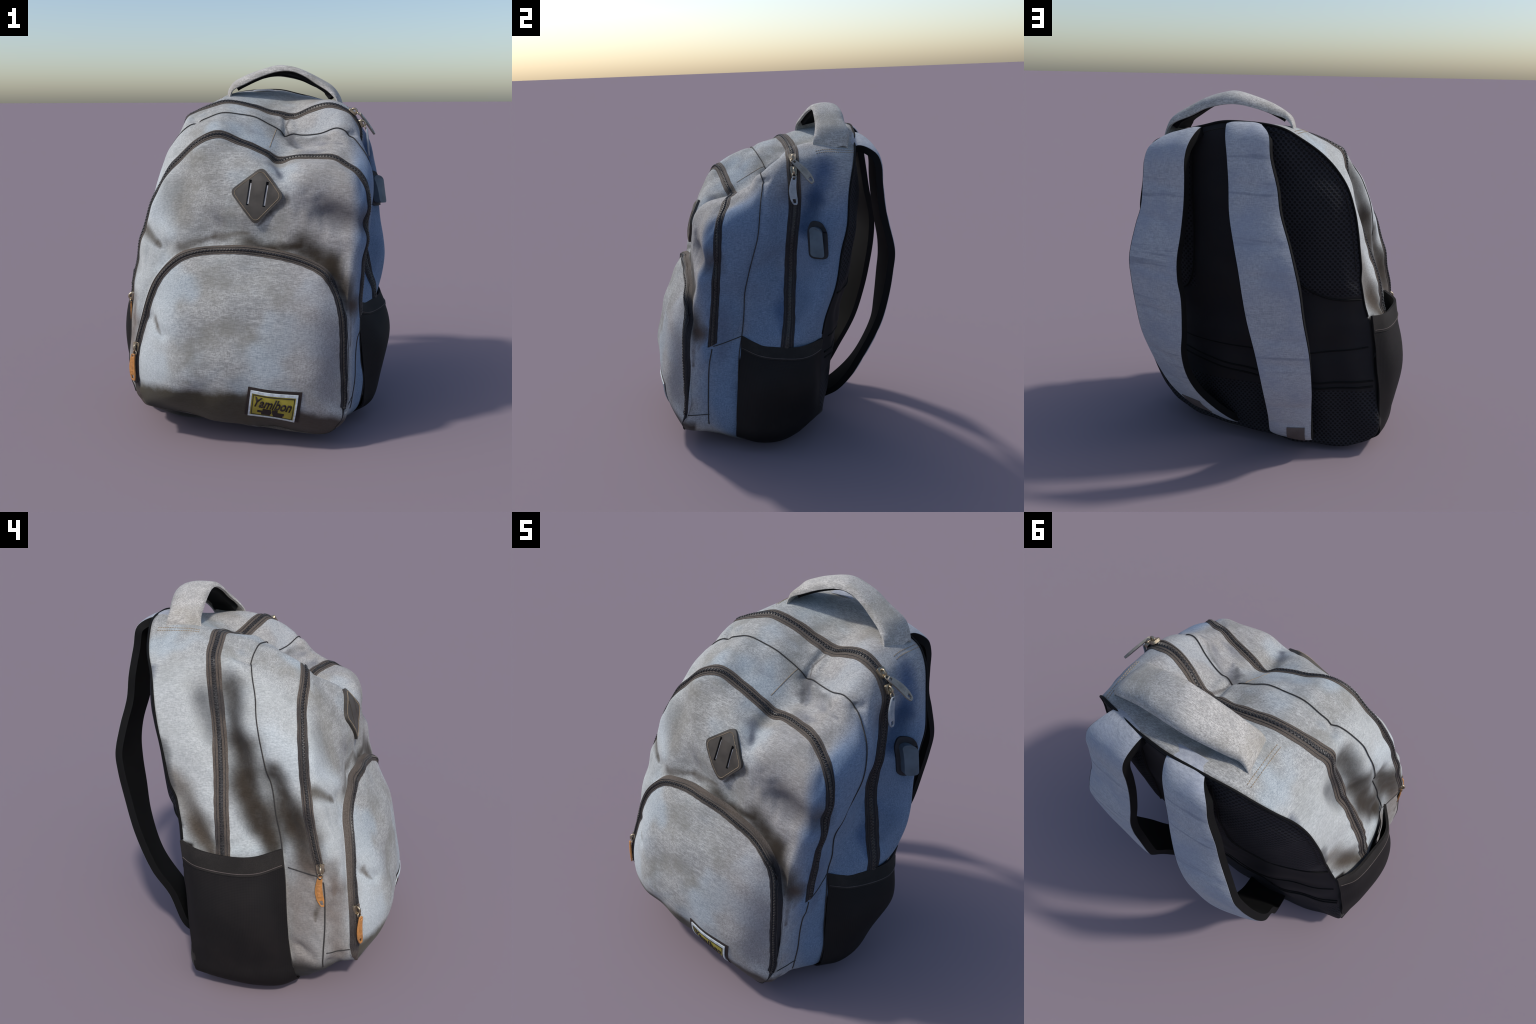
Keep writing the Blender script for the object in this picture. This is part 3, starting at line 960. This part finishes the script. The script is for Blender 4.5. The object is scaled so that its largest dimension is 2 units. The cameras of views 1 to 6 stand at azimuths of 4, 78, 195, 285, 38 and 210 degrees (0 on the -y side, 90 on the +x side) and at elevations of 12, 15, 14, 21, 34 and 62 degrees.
def row_path(row, t0, t1, lift, off=0.0):
    out = []
    for t in np.arange(t0, t1 + .001, 1):
        p, n = near(row, off, t)
        out.append(p + n * lift)
    return out

# crease seam right round the main compartment, and the vertical side seams below the zippers
V, F = tube_mesh(row_path(iC, th_of(iC, (.618, -.352, .17)), th_of(iC, (-.648, -.28, .17)), .0046), .0028, 6)
make("crease_seam", V, F, M_SEAM)
for a, b in (((.54, -.51, .16), (.575, -.468, .66)), ((-.655, -.44, .68), (-.650, -.43, .2))):
    V, F = tube_mesh(row_path(iD, th_of(iD, a), th_of(iD, b), .001), .0035, 6)
    make("side_seam", V, F, M_SEAM)
# piping between canvas and back panel
V, F = tube_mesh(row_path(be, th_of(be, (.70, .155, .73)), th_of(be, (-.612, .28, .83)), .001), .006, 8)
make("back_piping", V, F, M_BLACK)

# ------------------------------------------------------------------ stretch-net side pockets


def surface_from_rows(rws, nu, nv):
    R = np.array([resample(catmull(r, 10), nu) for r in rws])           # rows x nu
    out = np.zeros((nu, nv, 3))
    for u in range(nu):
        out[u] = resample(catmull(R[:, u], 10), nv)
    return out

POCKET_LEFT = [
    [(-.50, .20, .012), (-.55, .05, .004), (-.56, -.1, .004), (-.53, -.24, .012), (-.50, -.29, .02)],
    [(-.702, .229, .12), (-.715, .10, .10), (-.715, -.08, .085), (-.69, -.22, .085), (-.642, -.295, .10)],
    [(-.708, .237, .18), (-.735, .13, .19), (-.742, -.08, .22), (-.725, -.21, .23), (-.664, -.272, .22)],
    [(-.69, .25, .40), (-.755, .15, .47), (-.784, -.07, .488), (-.742, -.20, .48), (-.664, -.258, .44)],
    [(-.66, .265, .66), (-.715, .19, .68), (-.748, -.02, .68), (-.725, -.15, .69), (-.648, -.248, .68)],
    [(-.632, .282, .835), (-.682, .19, .82), (-.704, .03, .808), (-.712, -.11, .818), (-.628, -.236, .832)]]
POCKET_RIGHT = [
    [(.48, -.33, .02), (.55, -.22, .004), (.57, -.08, .004), (.53, .05, .03), (.46, .16, .07)],
    [(.615, -.36, .11), (.68, -.25, .10), (.685, -.08, .095), (.625, .07, .125), (.565, .175, .155)],
    [(.628, -.355, .20), (.715, -.23, .22), (.737, -.06, .25), (.69, .09, .23), (.63, .155, .235)],
    [(.612, -.335, .42), (.735, -.21, .44), (.79, -.03, .45), (.765, .085, .42), (.685, .145, .42)],
    [(.59, -.305, .60), (.68, -.19, .58), (.768, -.03, .58), (.76, .08, .58), (.705, .148, .58)],
    [(.563, -.29, .712), (.62, -.185, .665), (.70, -.05, .662), (.735, .04, .675), (.716, .158, .70)]]
for rws, sx in ((POCKET_LEFT, -1), (POCKET_RIGHT, 1)):
    S = surface_from_rows(rws, 48, 60)
    for k in range(10):      # loose net ripples
        f, ph = rng.normal(size=3) * 12, rng.uniform(0, 6.28)
        S[..., 0] += sx * .0012 * np.sin(S @ f + ph)
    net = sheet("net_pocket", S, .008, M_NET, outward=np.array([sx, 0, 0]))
    L = np.linalg.norm(S[0, -1] - S[0, -9])
    hem = S[:, -7:] + np.array([sx * .004, 0, .003])
    hm = sheet("pocket_hem", hem, .014, M_HEM, net, outward=np.array([sx, 0, 0]))
    parts = []
    for off in (-6.2,):
        path = S[:, -6] + np.array([sx * .0065, 0, 0])
        q = resample(path, 90)
        for k in range(2, 88):
            t = norm(q[min(k + 1, 89)] - q[k - 1])
            parts.append(box_mesh(q[k], t * .0052, np.array([0, 0, .0016]), np.array([sx * .0016, 0, 0])))
    V, F = merge(parts)
    make("hem_stitch", V, F, M_TAG, net, smooth_shade=False, kind="stuff")

# ------------------------------------------------------------------ carry handle

H_FRONT = [(.468, .185, 1.765), (.457, .195, 1.80), (.411, .22, 1.852), (.343, .243, 1.896), (.266, .258, 1.946), (.19, .27, 1.974), (.114, .275, 1.974), (.008, .27, 1.944),
           (-.09, .263, 1.90), (-.162, .256, 1.862), (-.178, .252, 1.825), (-.185, .25, 1.785)]
H_RIDGE = [(.50, .295, 1.76), (.485, .30, 1.805), (.44, .315, 1.872), (.382, .33, 1.910), (.266, .35, 1.966), (.19, .36, 1.988), (.115, .365, 2.0), (.004, .36, 1.974), (-.097, .35, 1.936),
           (-.163, .34, 1.893), (-.192, .335, 1.845), (-.20, .335, 1.80)]
H_BACK = [(.505, .385, 1.76), (.49, .39, 1.80), (.453, .408, 1.845), (.336, .422, 1.895), (.252, .439, 1.933), (.129, .456, 1.959), (.06, .458, 1.958), (-.035, .445, 1.938),
          (-.116, .428, 1.912), (-.167, .415, 1.893), (-.205, .42, 1.85), (-.212, .42, 1.81)]
nh = 70
hf, hr, hb = (resample(catmull(c, 8), nh) for c in (H_FRONT, H_RIDGE, H_BACK))
HP = np.zeros((nh, 15, 3))
for i in range(nh):
    f1, b1 = hf[i] + (hr[i] - hf[i]) * .10 + np.array([0, 0, .010]), hb[i] + (hr[i] - hb[i]) * .35 + np.array([0, .008, .011])
    HP[i] = resample(catmull([hf[i] + np.array([0, -.003, -.013]), hf[i], f1, hr[i], b1, hb[i], hb[i] + np.array([0, .004, -.024])], 8), 15)
HN = norm(np.cross(np.gradient(HP, axis=0), np.gradient(HP, axis=1)))
if HN[nh // 2, 7, 2] < 0:
    HN = -HN
handle = sheet("carry_handle", HP, .014, M_HANDLE, outward=HN)
HQ = HP - HN * .0135
mid = HQ.mean(1, keepdims=True)
HQ = mid + (HQ - mid) * np.array([1, .93, 1])
HQ[:9] -= HN[:9] * .004
HQ, HM = HQ[5:-8, 2:-2], HN[5:-8, 2:-2]      # the padding stays inside the canvas at the feet
sheet("handle_padding", HQ, .034, M_BLACK, handle, outward=HM)
# stitched rows at the handle feet
parts = []
for foot, sx in ((( .50, .295, 1.80), 1), ((-.205, .345, 1.84), -1)):
    for rowk in range(2):
        for k in range(18):
            y = foot[1] - .10 + k * .0125
            p = np.array([foot[0] + sx * (.022 + rowk * .016), y, foot[2]])
            q, n = on_body(p, (0, 0, 1))
            t = np.array([0, 1, 0]) - n * n[1]
            parts.append(box_mesh(q + n * .0012, norm(t) * .0042, norm(np.cross(n, t)) * .0014, n * .0012))
V, F = merge(parts)
make("handle_stitch", V, F, M_THREAD, handle, smooth_shade=False, kind="stuff")

# ------------------------------------------------------------------ shoulder straps

STRAP_A_IN = [(.105, .47, 1.842), (.100, .545, 1.846), (.088, .60, 1.79), (.068, .635, 1.70), (.05, .662, 1.576), (.036, .69, 1.423), (-.005, .735, 1.27), (-.031, .749, 1.157), (-.05, .745, 1.03),
    (-.069, .73, .90), (-.106, .705, .72), (-.132, .64, .49), (-.13, .53, .30), (-.112, .42, .148), (-.105, .33, .095), (-.105, .24, .07)]
STRAP_A_OUT = [(-.07, .47, 1.842), (-.085, .545, 1.846), (-.140, .617, 1.806), (-.157, .643, 1.70), (-.20, .667, 1.56), (-.222, .682, 1.44), (-.275, .715, 1.30), (-.318, .738, 1.162), (-.337, .727, 1.063),
    (-.352, .70, .92), (-.378, .65, .72), (-.380, .57, .49), (-.364, .49, .345), (-.352, .415, .135), (-.345, .33, .085), (-.34, .24, .07)]
STRAP_B_IN = [(.235, .45, 1.80), (.243, .52, 1.822), (.272, .605, 1.755), (.287, .63, 1.68), (.289, .635, 1.56), (.290, .645, 1.45), (.302, .664, 1.29), (.316, .68, 1.17), (.314, .685, 1.06),
    (.298, .682, .96), (.305, .66, .76), (.322, .635, .64), (.325, .56, .48), (.29, .49, .35), (.20, .39, .20), (.125, .31, .11), (.10, .25, .08)]
STRAP_B_OUT = [(.45, .40, 1.745), (.465, .475, 1.765), (.515, .56, 1.715), (.530, .585, 1.65), (.538, .59, 1.55), (.549, .602, 1.41), (.575, .612, 1.32), (.603, .642, 1.15), (.602, .632, 1.03),
    (.592, .614, .89), (.583, .575, .73), (.565, .53, .61), (.53, .45, .44), (.49, .40, .33), (.43, .33, .22), (.37, .27, .16), (.33, .22, .12)]


def strap(inner, outer, thick, wave):
    n = 120
    A = resample(catmull(inner, 10), n)
    B = resample(catmull(outer, 10), n)
    # pair points by fraction of length on each edge
    m = 14
    P = np.zeros((n, m + 1, 3))
    for i in range(n):
        for j in range(m + 1):
            P[i, j] = A[i] * (1 - j / m) + B[i] * (j / m)
    du, dv = np.gradient(P, axis=0), np.gradient(P, axis=1)
    nn = norm(np.cross(dv, du))
    if nn[n // 3, m // 2][1] < 0:
        nn = -nn
    u = np.linspace(-1, 1, m + 1)
    puff = .011 * (1 - u ** 4)
    s = np.linspace(0, 1, n)
    for k in range(7):      # cross creases of the foam
        c = .2 + .68 * k / 6 + rng.uniform(-.03, .03)
        puff = puff[None, :] if puff.ndim == 1 else puff
        puff = puff - .005 * (1 - u ** 4)[None, :] * np.exp(-((s[:, None] - c - .01 * u[None, :] * wave) / .010) ** 2)
    # canvas set in; the wider black padding copies baked shade at the strap edges
    mid = P.mean(1, keepdims=True)
    wide = 1 + .012 * smooth(.10, .16, s)[:, None, None] * smooth(1, .95, s)[:, None, None]
    Q = mid + (P - mid) * wide - nn * .003
    P = mid + (P - mid) * .982 + nn * (puff - .001)[..., None]
    top = sheet("shoulder_strap", P, .004, M_STRAP, outward=nn)
    sheet("strap_padding", Q, thick - .003, M_BLACK, top, outward=nn)
    return top, P, nn

for inner, outer, wv, fr in ((STRAP_A_IN, STRAP_A_OUT, 1, (.872, .925)), (STRAP_B_IN, STRAP_B_OUT, -1, (.865, .92))):
    top, P, nn = strap(inner, outer, .042, wv)
    a, b = int(fr[0] * 119), int(fr[1] * 119)
    j0, j1 = (6, 12) if wv > 0 else (4, 11)
    sub = P[a:b + 1, j0:j1 + 1] + nn[a:b + 1, j0:j1 + 1] * .004
    sheet("strap_tag", sub, .006, M_TAG, top, outward=nn[a:b + 1, j0:j1 + 1])

# ------------------------------------------------------------------ leather diamond patch

D_T, D_L, D_R, D_B = map(np.array, ((.063, -.43, 1.450), (-.104, -.45, 1.331), (.182, -.50, 1.312), (.031, -.511, 1.160)))
DX, DZ = (.039, 1.314)


def front_map(du=0, dv=0):
    def f(x, z, h):
        p, n = on_body((x, -.6, z), (0, -1, 0))
        return p + norm(n * .6 + np.array([0, -.4, 0])) * (h + .002)
    return f

diamond = rounded([(D_T[0], D_T[2]), (D_L[0], D_L[2]), (D_B[0], D_B[2]), (D_R[0], D_R[2])], .036, 7)


def slit(top, bot, w):
    a, b = np.array(top), np.array(bot)
    d = norm(b - a)
    s = np.array([-d[1], d[0]]) * w
    return [tuple(a + s), tuple(b + s), tuple(b - s), tuple(a - s)]
s1, s2 = slit((.008, 1.388), (-.010, 1.262), .0065), slit((.094, 1.378), (.075, 1.255), .0065)
patch = plate("leather_patch", diamond, [s1, s2], front_map(), .013, M_LEATHER, cell=.03, edge=.3)
for s in ((.010, 1.372), (-.006, 1.268)), ((.0955, 1.362), (.079, 1.261)):
    plate("slit_strip", slit(s[0], s[1], .0042), [], front_map(), .007, M_PALE, patch, cell=.03, edge=0)  # pale strip stands in for the white gap in the slit
    plate("slit_backing", slit((s[0][0], s[0][1] + .016), (s[1][0], s[1][1] - .006), .0066), [], front_map(), .0035, M_DARK, patch, cell=.03, edge=0)  # dark plate stands in for the depth of the slit
# running stitch round the rim
c0 = np.array([DX, DZ])
loop = np.array(rounded([tuple(c0 + (np.array((p[0], p[2])) - c0) * .885) for p in (D_T, D_L, D_B, D_R)], .03, 7))
loop = resample(np.vstack([loop, loop[:1]]), 105)
parts, fm = [], front_map()
for k in range(0, 104):
    a, b = loop[k], loop[k + 1]
    q0, q1 = np.array(fm(a[0], a[1], .0133)), np.array(fm(a[0] * .25 + b[0] * .75, a[1] * .25 + b[1] * .75, .0133))
    t = norm(q1 - q0)
    parts.append(box_mesh((q0 + q1) / 2, (q1 - q0) / 2, norm(np.cross(t, (0, -1, 0))) * .0017, np.array([0, -.0016, 0])))
V, F = merge(parts)
make("patch_stitch", V, F, M_THREAD, patch, smooth_shade=False, kind="stuff")

# ------------------------------------------------------------------ yellow sewn label with lettering

L_TL, L_TR, L_BR, L_BL = map(np.array, ((.026, -.741, .355), (.264, -.73, .336), (.245, -.688, .172), (.004, -.683, .200)))


def label_map(u, v, h):
    p = (L_BL * (1 - u) + L_BR * u) * (1 - v) + (L_TL * (1 - u) + L_TR * u) * v
    q, n = on_body(p, norm(np.array([0, -1, -.25])))
    return q + n * (h + .001)


def rect(u0, v0, u1, v1):
    return [(u0, v0), (u1, v0), (u1, v1), (u0, v1)]
backing = plate("label_backing", rect(-.07, -.02, 1.08, 1.10), [], label_map, .003, M_INK, cell=.16, edge=0)
label = plate("sewn_label", rounded(rect(0, 0, 1, 1), .03, 3), [], label_map, .006, M_LABEL, backing, cell=.12, edge=.3)
plate("label_border", rect(-.005, -.01, 1.005, 1.01), [rect(.035, .055, .965, .92)], label_map, .0085, M_BORDER, label, cell=.12, edge=0)
plate("label_frame", rect(.06, .075, .945, .885), [rect(.075, .10, .93, .86)], label_map, .0072, M_INK, label, cell=.12, edge=0)


def lettering(text, u0, v0, u1, v1, h, name, shear=.35):
    cu = bpy.data.curves.new(name, "FONT")
    cu.body = text
    cu.shear = shear
    cu.offset = .018
    cu.resolution_u = 4
    tmp = bpy.data.objects.new(name + "_outline", cu)
    bpy.context.scene.collection.objects.link(tmp)
    dg = bpy.context.evaluated_depsgraph_get()
    me = bpy.data.meshes.new_from_object(tmp.evaluated_get(dg))
    bpy.data.objects.remove(tmp)
    bm = bmesh.new()
    bm.from_mesh(me)
    bmesh.ops.remove_doubles(bm, verts=bm.verts, dist=1e-4)
    xs = [v.co.x for v in bm.verts]
    ys = [v.co.y for v in bm.verts]
    r = bmesh.ops.extrude_face_region(bm, geom=bm.faces[:])
    top = {g for g in r["geom"] if isinstance(g, bmesh.types.BMVert)}
    for v in bm.verts:
        u = u0 + (v.co.x - min(xs)) / (max(xs) - min(xs)) * (u1 - u0)
        w = v0 + (v.co.y - min(ys)) / (max(ys) - min(ys)) * (v1 - v0) - .05 * (u - .5)
        v.co = Vector(tuple(label_map(u, w, h + .0025 if v in top else h - .001)))
    bmesh.ops.recalc_face_normals(bm, faces=bm.faces)
    bm.to_mesh(me)
    bm.free()
    me.name = name
    me.materials.clear()
    me.materials.append(M_INK)
    ob = bpy.data.objects.new(name, me)
    bpy.context.scene.collection.objects.link(ob)
    ob.parent = label
    return ob

lettering("Yamlbon", .11, .43, .90, .80, .0065, "label_lettering")
for r in (rect(.30, .30, .48, .40), rect(.50, .30, .62, .40), rect(.19, .22, .49, .31), rect(.51, .20, .76, .30), rect(.28, .13, .47, .22), rect(.53, .12, .74, .21)):
    plate("label_mark", r, [], label_map, .0078, M_INK, label, cell=.2, edge=0)

# ------------------------------------------------------------------ port cover on the right flank


def port_map(y, z, h):
    p, n = on_body((.72, y, z), (1, 0, 0))
    return p + norm(n + np.array([.6, 0, 0])) * h

PC_Y, PC_Z = .148, 1.275
surround = plate("port_surround", rounded([(PC_Y - .048, PC_Z - .10), (PC_Y + .046, PC_Z - .10), (PC_Y + .046, PC_Z + .055), (PC_Y + .02, PC_Z + .105), (PC_Y - .022, PC_Z + .105), (PC_Y - .048, PC_Z + .05)], .03, 5),
      [], port_map, .010, M_RUBBER, cell=.03, edge=.3)
plate("port_cover", rounded([(PC_Y - .034, PC_Z - .082), (PC_Y + .022, PC_Z - .088), (PC_Y + .022, PC_Z + .06), (PC_Y - .0, PC_Z + .08), (PC_Y - .030, PC_Z + .06)], .02, 5),
      [], port_map, .046, M_PORT, surround, cell=.03, edge=.25)

# ------------------------------------------------------------------ zipper sliders and pull tabs


def slider(p, n, down, scale=1.0):
    """A little metal slider body on the coil; returns the loop's lower end."""
    n, down = norm(n), norm(np.array(down) - n * (np.array(down) @ n))
    w = norm(np.cross(n, down))
    c = p + n * .015
    outline = rounded([(-.020, .022), (-.010, .026), (.010, .026), (.020, .022), (.015, -.022), (-.015, -.022)], .008, 4)
    fm = lambda a, b, h: c + w * a * scale - down * b * scale + n * h
    body = plate("zipper_slider", outline, [], fm, .010, M_BRASS, cell=.02, edge=.35)
    bridge = catmull([c + n * .010 - down * .016, c + n * .022 - down * .006, c + n * .022 + down * .010, c + n * .010 + down * .018], 6)
    V, F = tube_mesh(bridge, .006, 8)
    make("slider_bridge", V, F, M_BRASS, body)
    ring = [c + n * .016 + down * .018 + down * .012 * (1 - math.cos(a)) + w * .011 * math.sin(a) for a in np.linspace(0, 2 * math.pi, 20)]
    V, F = tube_mesh(ring, .0036, 6)
    make("pull_ring", V, F, M_BRASS, body)
    return body, c + n * .016 + down * .034, w


def pull(top, tip, n, body, mat, width=.019, bow=.012, thick=.011, hole=True):
    top, tip = np.array(top), np.array(tip)
    L = np.linalg.norm(tip - top)
    d = (tip - top) / L
    n = norm(np.array(n) - d * (np.array(n) @ d))
    w = norm(np.cross(n, d))
    ts = np.linspace(0, 1, 15)
    half = width * np.interp(ts, [0, .08, .2, .5, .8, .93, 1], [.50, .72, .80, 1.0, .98, .72, .42])
    mid = bow * np.sin(math.pi * ts)
    outer = [(m + h, t * L) for t, h, m in zip(ts, half, mid)] + [(m - h, t * L) for t, h, m in zip(ts[::-1], half[::-1], mid[::-1])]
    hs = []
    if hole:
        for t0, t1, k in ((.79, .93, .42), (.03, .11, .36)):
            m0, m1 = bow * math.sin(math.pi * t0), bow * math.sin(math.pi * t1)
            hs.append([(m0 + width * k, t0 * L), (m1 + width * k * .8, t1 * L), (m1 - width * k * .8, t1 * L), (m0 - width * k, t0 * L)])
    fm = lambda a, b, h: top + d * b + w * a + n * (h if h > 0 else 0)
    tab = plate("zipper_pull", outer, hs, fm, thick, mat, body, cell=.04, edge=.3)
    # little embossed bars down the tab
    parts = []
    for k in range(9):
        t = .28 + .045 * k
        m = bow * math.sin(math.pi * t)
        parts.append(box_mesh(top + d * t * L + w * m + n * (thick + .0004), w * width * .42, d * .0022, n * .0010))
    V, F = merge(parts)
    make("pull_embossing", V, F, mat, tab, smooth_shade=False, kind="stuff")
    return tab

# left side: front-compartment zipper and pocket zipper, orange pulls
t = th_of(iD, (-.648, -.42, .745))
p, n = near(iD, 0, t)
b, e, w = slider(p - n * .014, n, (0, 0, -1), 1.05)
pull(e - n * .008, e + np.array([.004, -.012, -.165]) - n * .006, n, b, M_PULL, bow=-.014, thick=.008)
t = th_of(iE, (-.593, -.587, .51))
p, n = near(iE, 0, t)
n2 = norm(n * .8 + np.array([-.35, -.6, 0]))
b, e, w = slider(p - n2 * .004 + np.array([.004, .012, 0]), n2, (0, 0, -1), 1.05)
pull(e + n2 * .006, e + np.array([.0, .004, -.150]) + n2 * .012, n2, b, M_PULL, bow=-.010, thick=.009)
# right shoulder: two sliders on the main zipper
t = th_of(iB, (.553, .055, 1.715))
p, n = near(iB, 0, t)
q, _ = near(iB, 0, t - 4)
b, e, w = slider(p, n, q - p, 1.1)
pull(e, (.676, .130, 1.595), norm(np.array([.75, -.25, .55])), b, M_TANPULL, bow=.008)
t = th_of(iB, (.60, .043, 1.655))
p, n = near(iB, 0, t)
q, _ = near(iB, 0, t - 4)
b, e, w = slider(p, n, q - p, 1.0)
pull(e, (.640, .036, 1.476), norm(np.array([1, -.1, .1])), b, M_GREYPULL, width=.021, bow=-.012)

# ------------------------------------------------------------------ seams on cloth and back panel


def front_seam(name, pts, direction, r, mat, lift=.001, n=24):
    path = []
    for p in resample(pts, n):
        q, nn = on_body(p, direction)
        path.append(q + nn * lift)
    V, F = tube_mesh(path, r, 6)
    return make(name, V, F, mat, kind="stuff")

front_seam("dart_seam", [(.119, -.034, 1.641), (.088, -.197, 1.538)], norm((0, -.5, .86)), .0022, M_THREAD, lift=-.0003)
front_seam("cross_seam", [(.565, -.29, .71), (.570, -.46, .675)], (1, 0, 0), .0028, M_SEAM)
front_seam("cross_seam", [(-.66, -.26, .73), (-.65, -.42, .71)], (-1, 0, 0), .0028, M_SEAM)
front_seam("cross_seam", [(.553, -.505, .235), (.525, -.63, .225)], (1, 0, 0), .0028, M_SEAM)
front_seam("cross_seam", [(-.66, -.45, .29), (-.62, -.56, .29)], (-1, 0, 0), .0028, M_SEAM)
back = (0, 1, 0)
for z in (.635,):
    front_seam("back_seam", [(-.62, .3, z + .02), (-.3, .4, z - .015), (0, .4, z - .015), (.4, .4, z), (.62, .25, z + .04)], back, .004, M_BLACK, n=60)
for dz in (0, .035):
    front_seam("back_seam", [(-.655, .27, .455 - dz), (-.34, .35, .44 - dz), (-.03, .38, .48 - dz), (.41, .4, .545 - dz), (.63, .2, .58 - dz)], back, .0055, M_BLACK, n=60)
arc = [(-.105, .5, 1.78), (-.115, .5, 1.5), (-.14, .5, 1.22), (-.20, .5, 1.10), (-.269, .45, 1.035), (-.352, .42, .975), (-.447, .38, .94), (-.575, .32, .932)]
front_seam("cushion_piping", catmull(arc, 8), back, .006, M_BLACK, n=70)
arc = [(.30, .5, 1.72), (.30, .5, 1.4), (.315, .5, 1.12), (.33, .45, 1.03), (.37, .45, .96), (.44, .4, .93), (.56, .35, .93), (.66, .3, .95)]
front_seam("cushion_piping", catmull(arc, 8), back, .006, M_BLACK, n=70)
# topstitching just inside the back edge
parts = []
for tt in np.arange(th_of(be, (.69, .295, 1.2)), th_of(be, (-.57, .339, 1.12)), .55):
    p, n = near(be, -.030, tt)
    p2, _ = near(be, -.030, tt + .3)
    t_ = norm(p2 - p)
    parts.append(box_mesh(p + n * .001, t_ * .0048, norm(np.cross(n, t_)) * .0018, n * .0016))
V, F = merge(parts)
make("edge_stitch", V, F, M_HEM, smooth_shade=False, kind="stuff")

print("TRIS", sum(len(p.vertices) - 2 for o in bpy.data.objects if o.type == "MESH" for p in o.data.polygons))
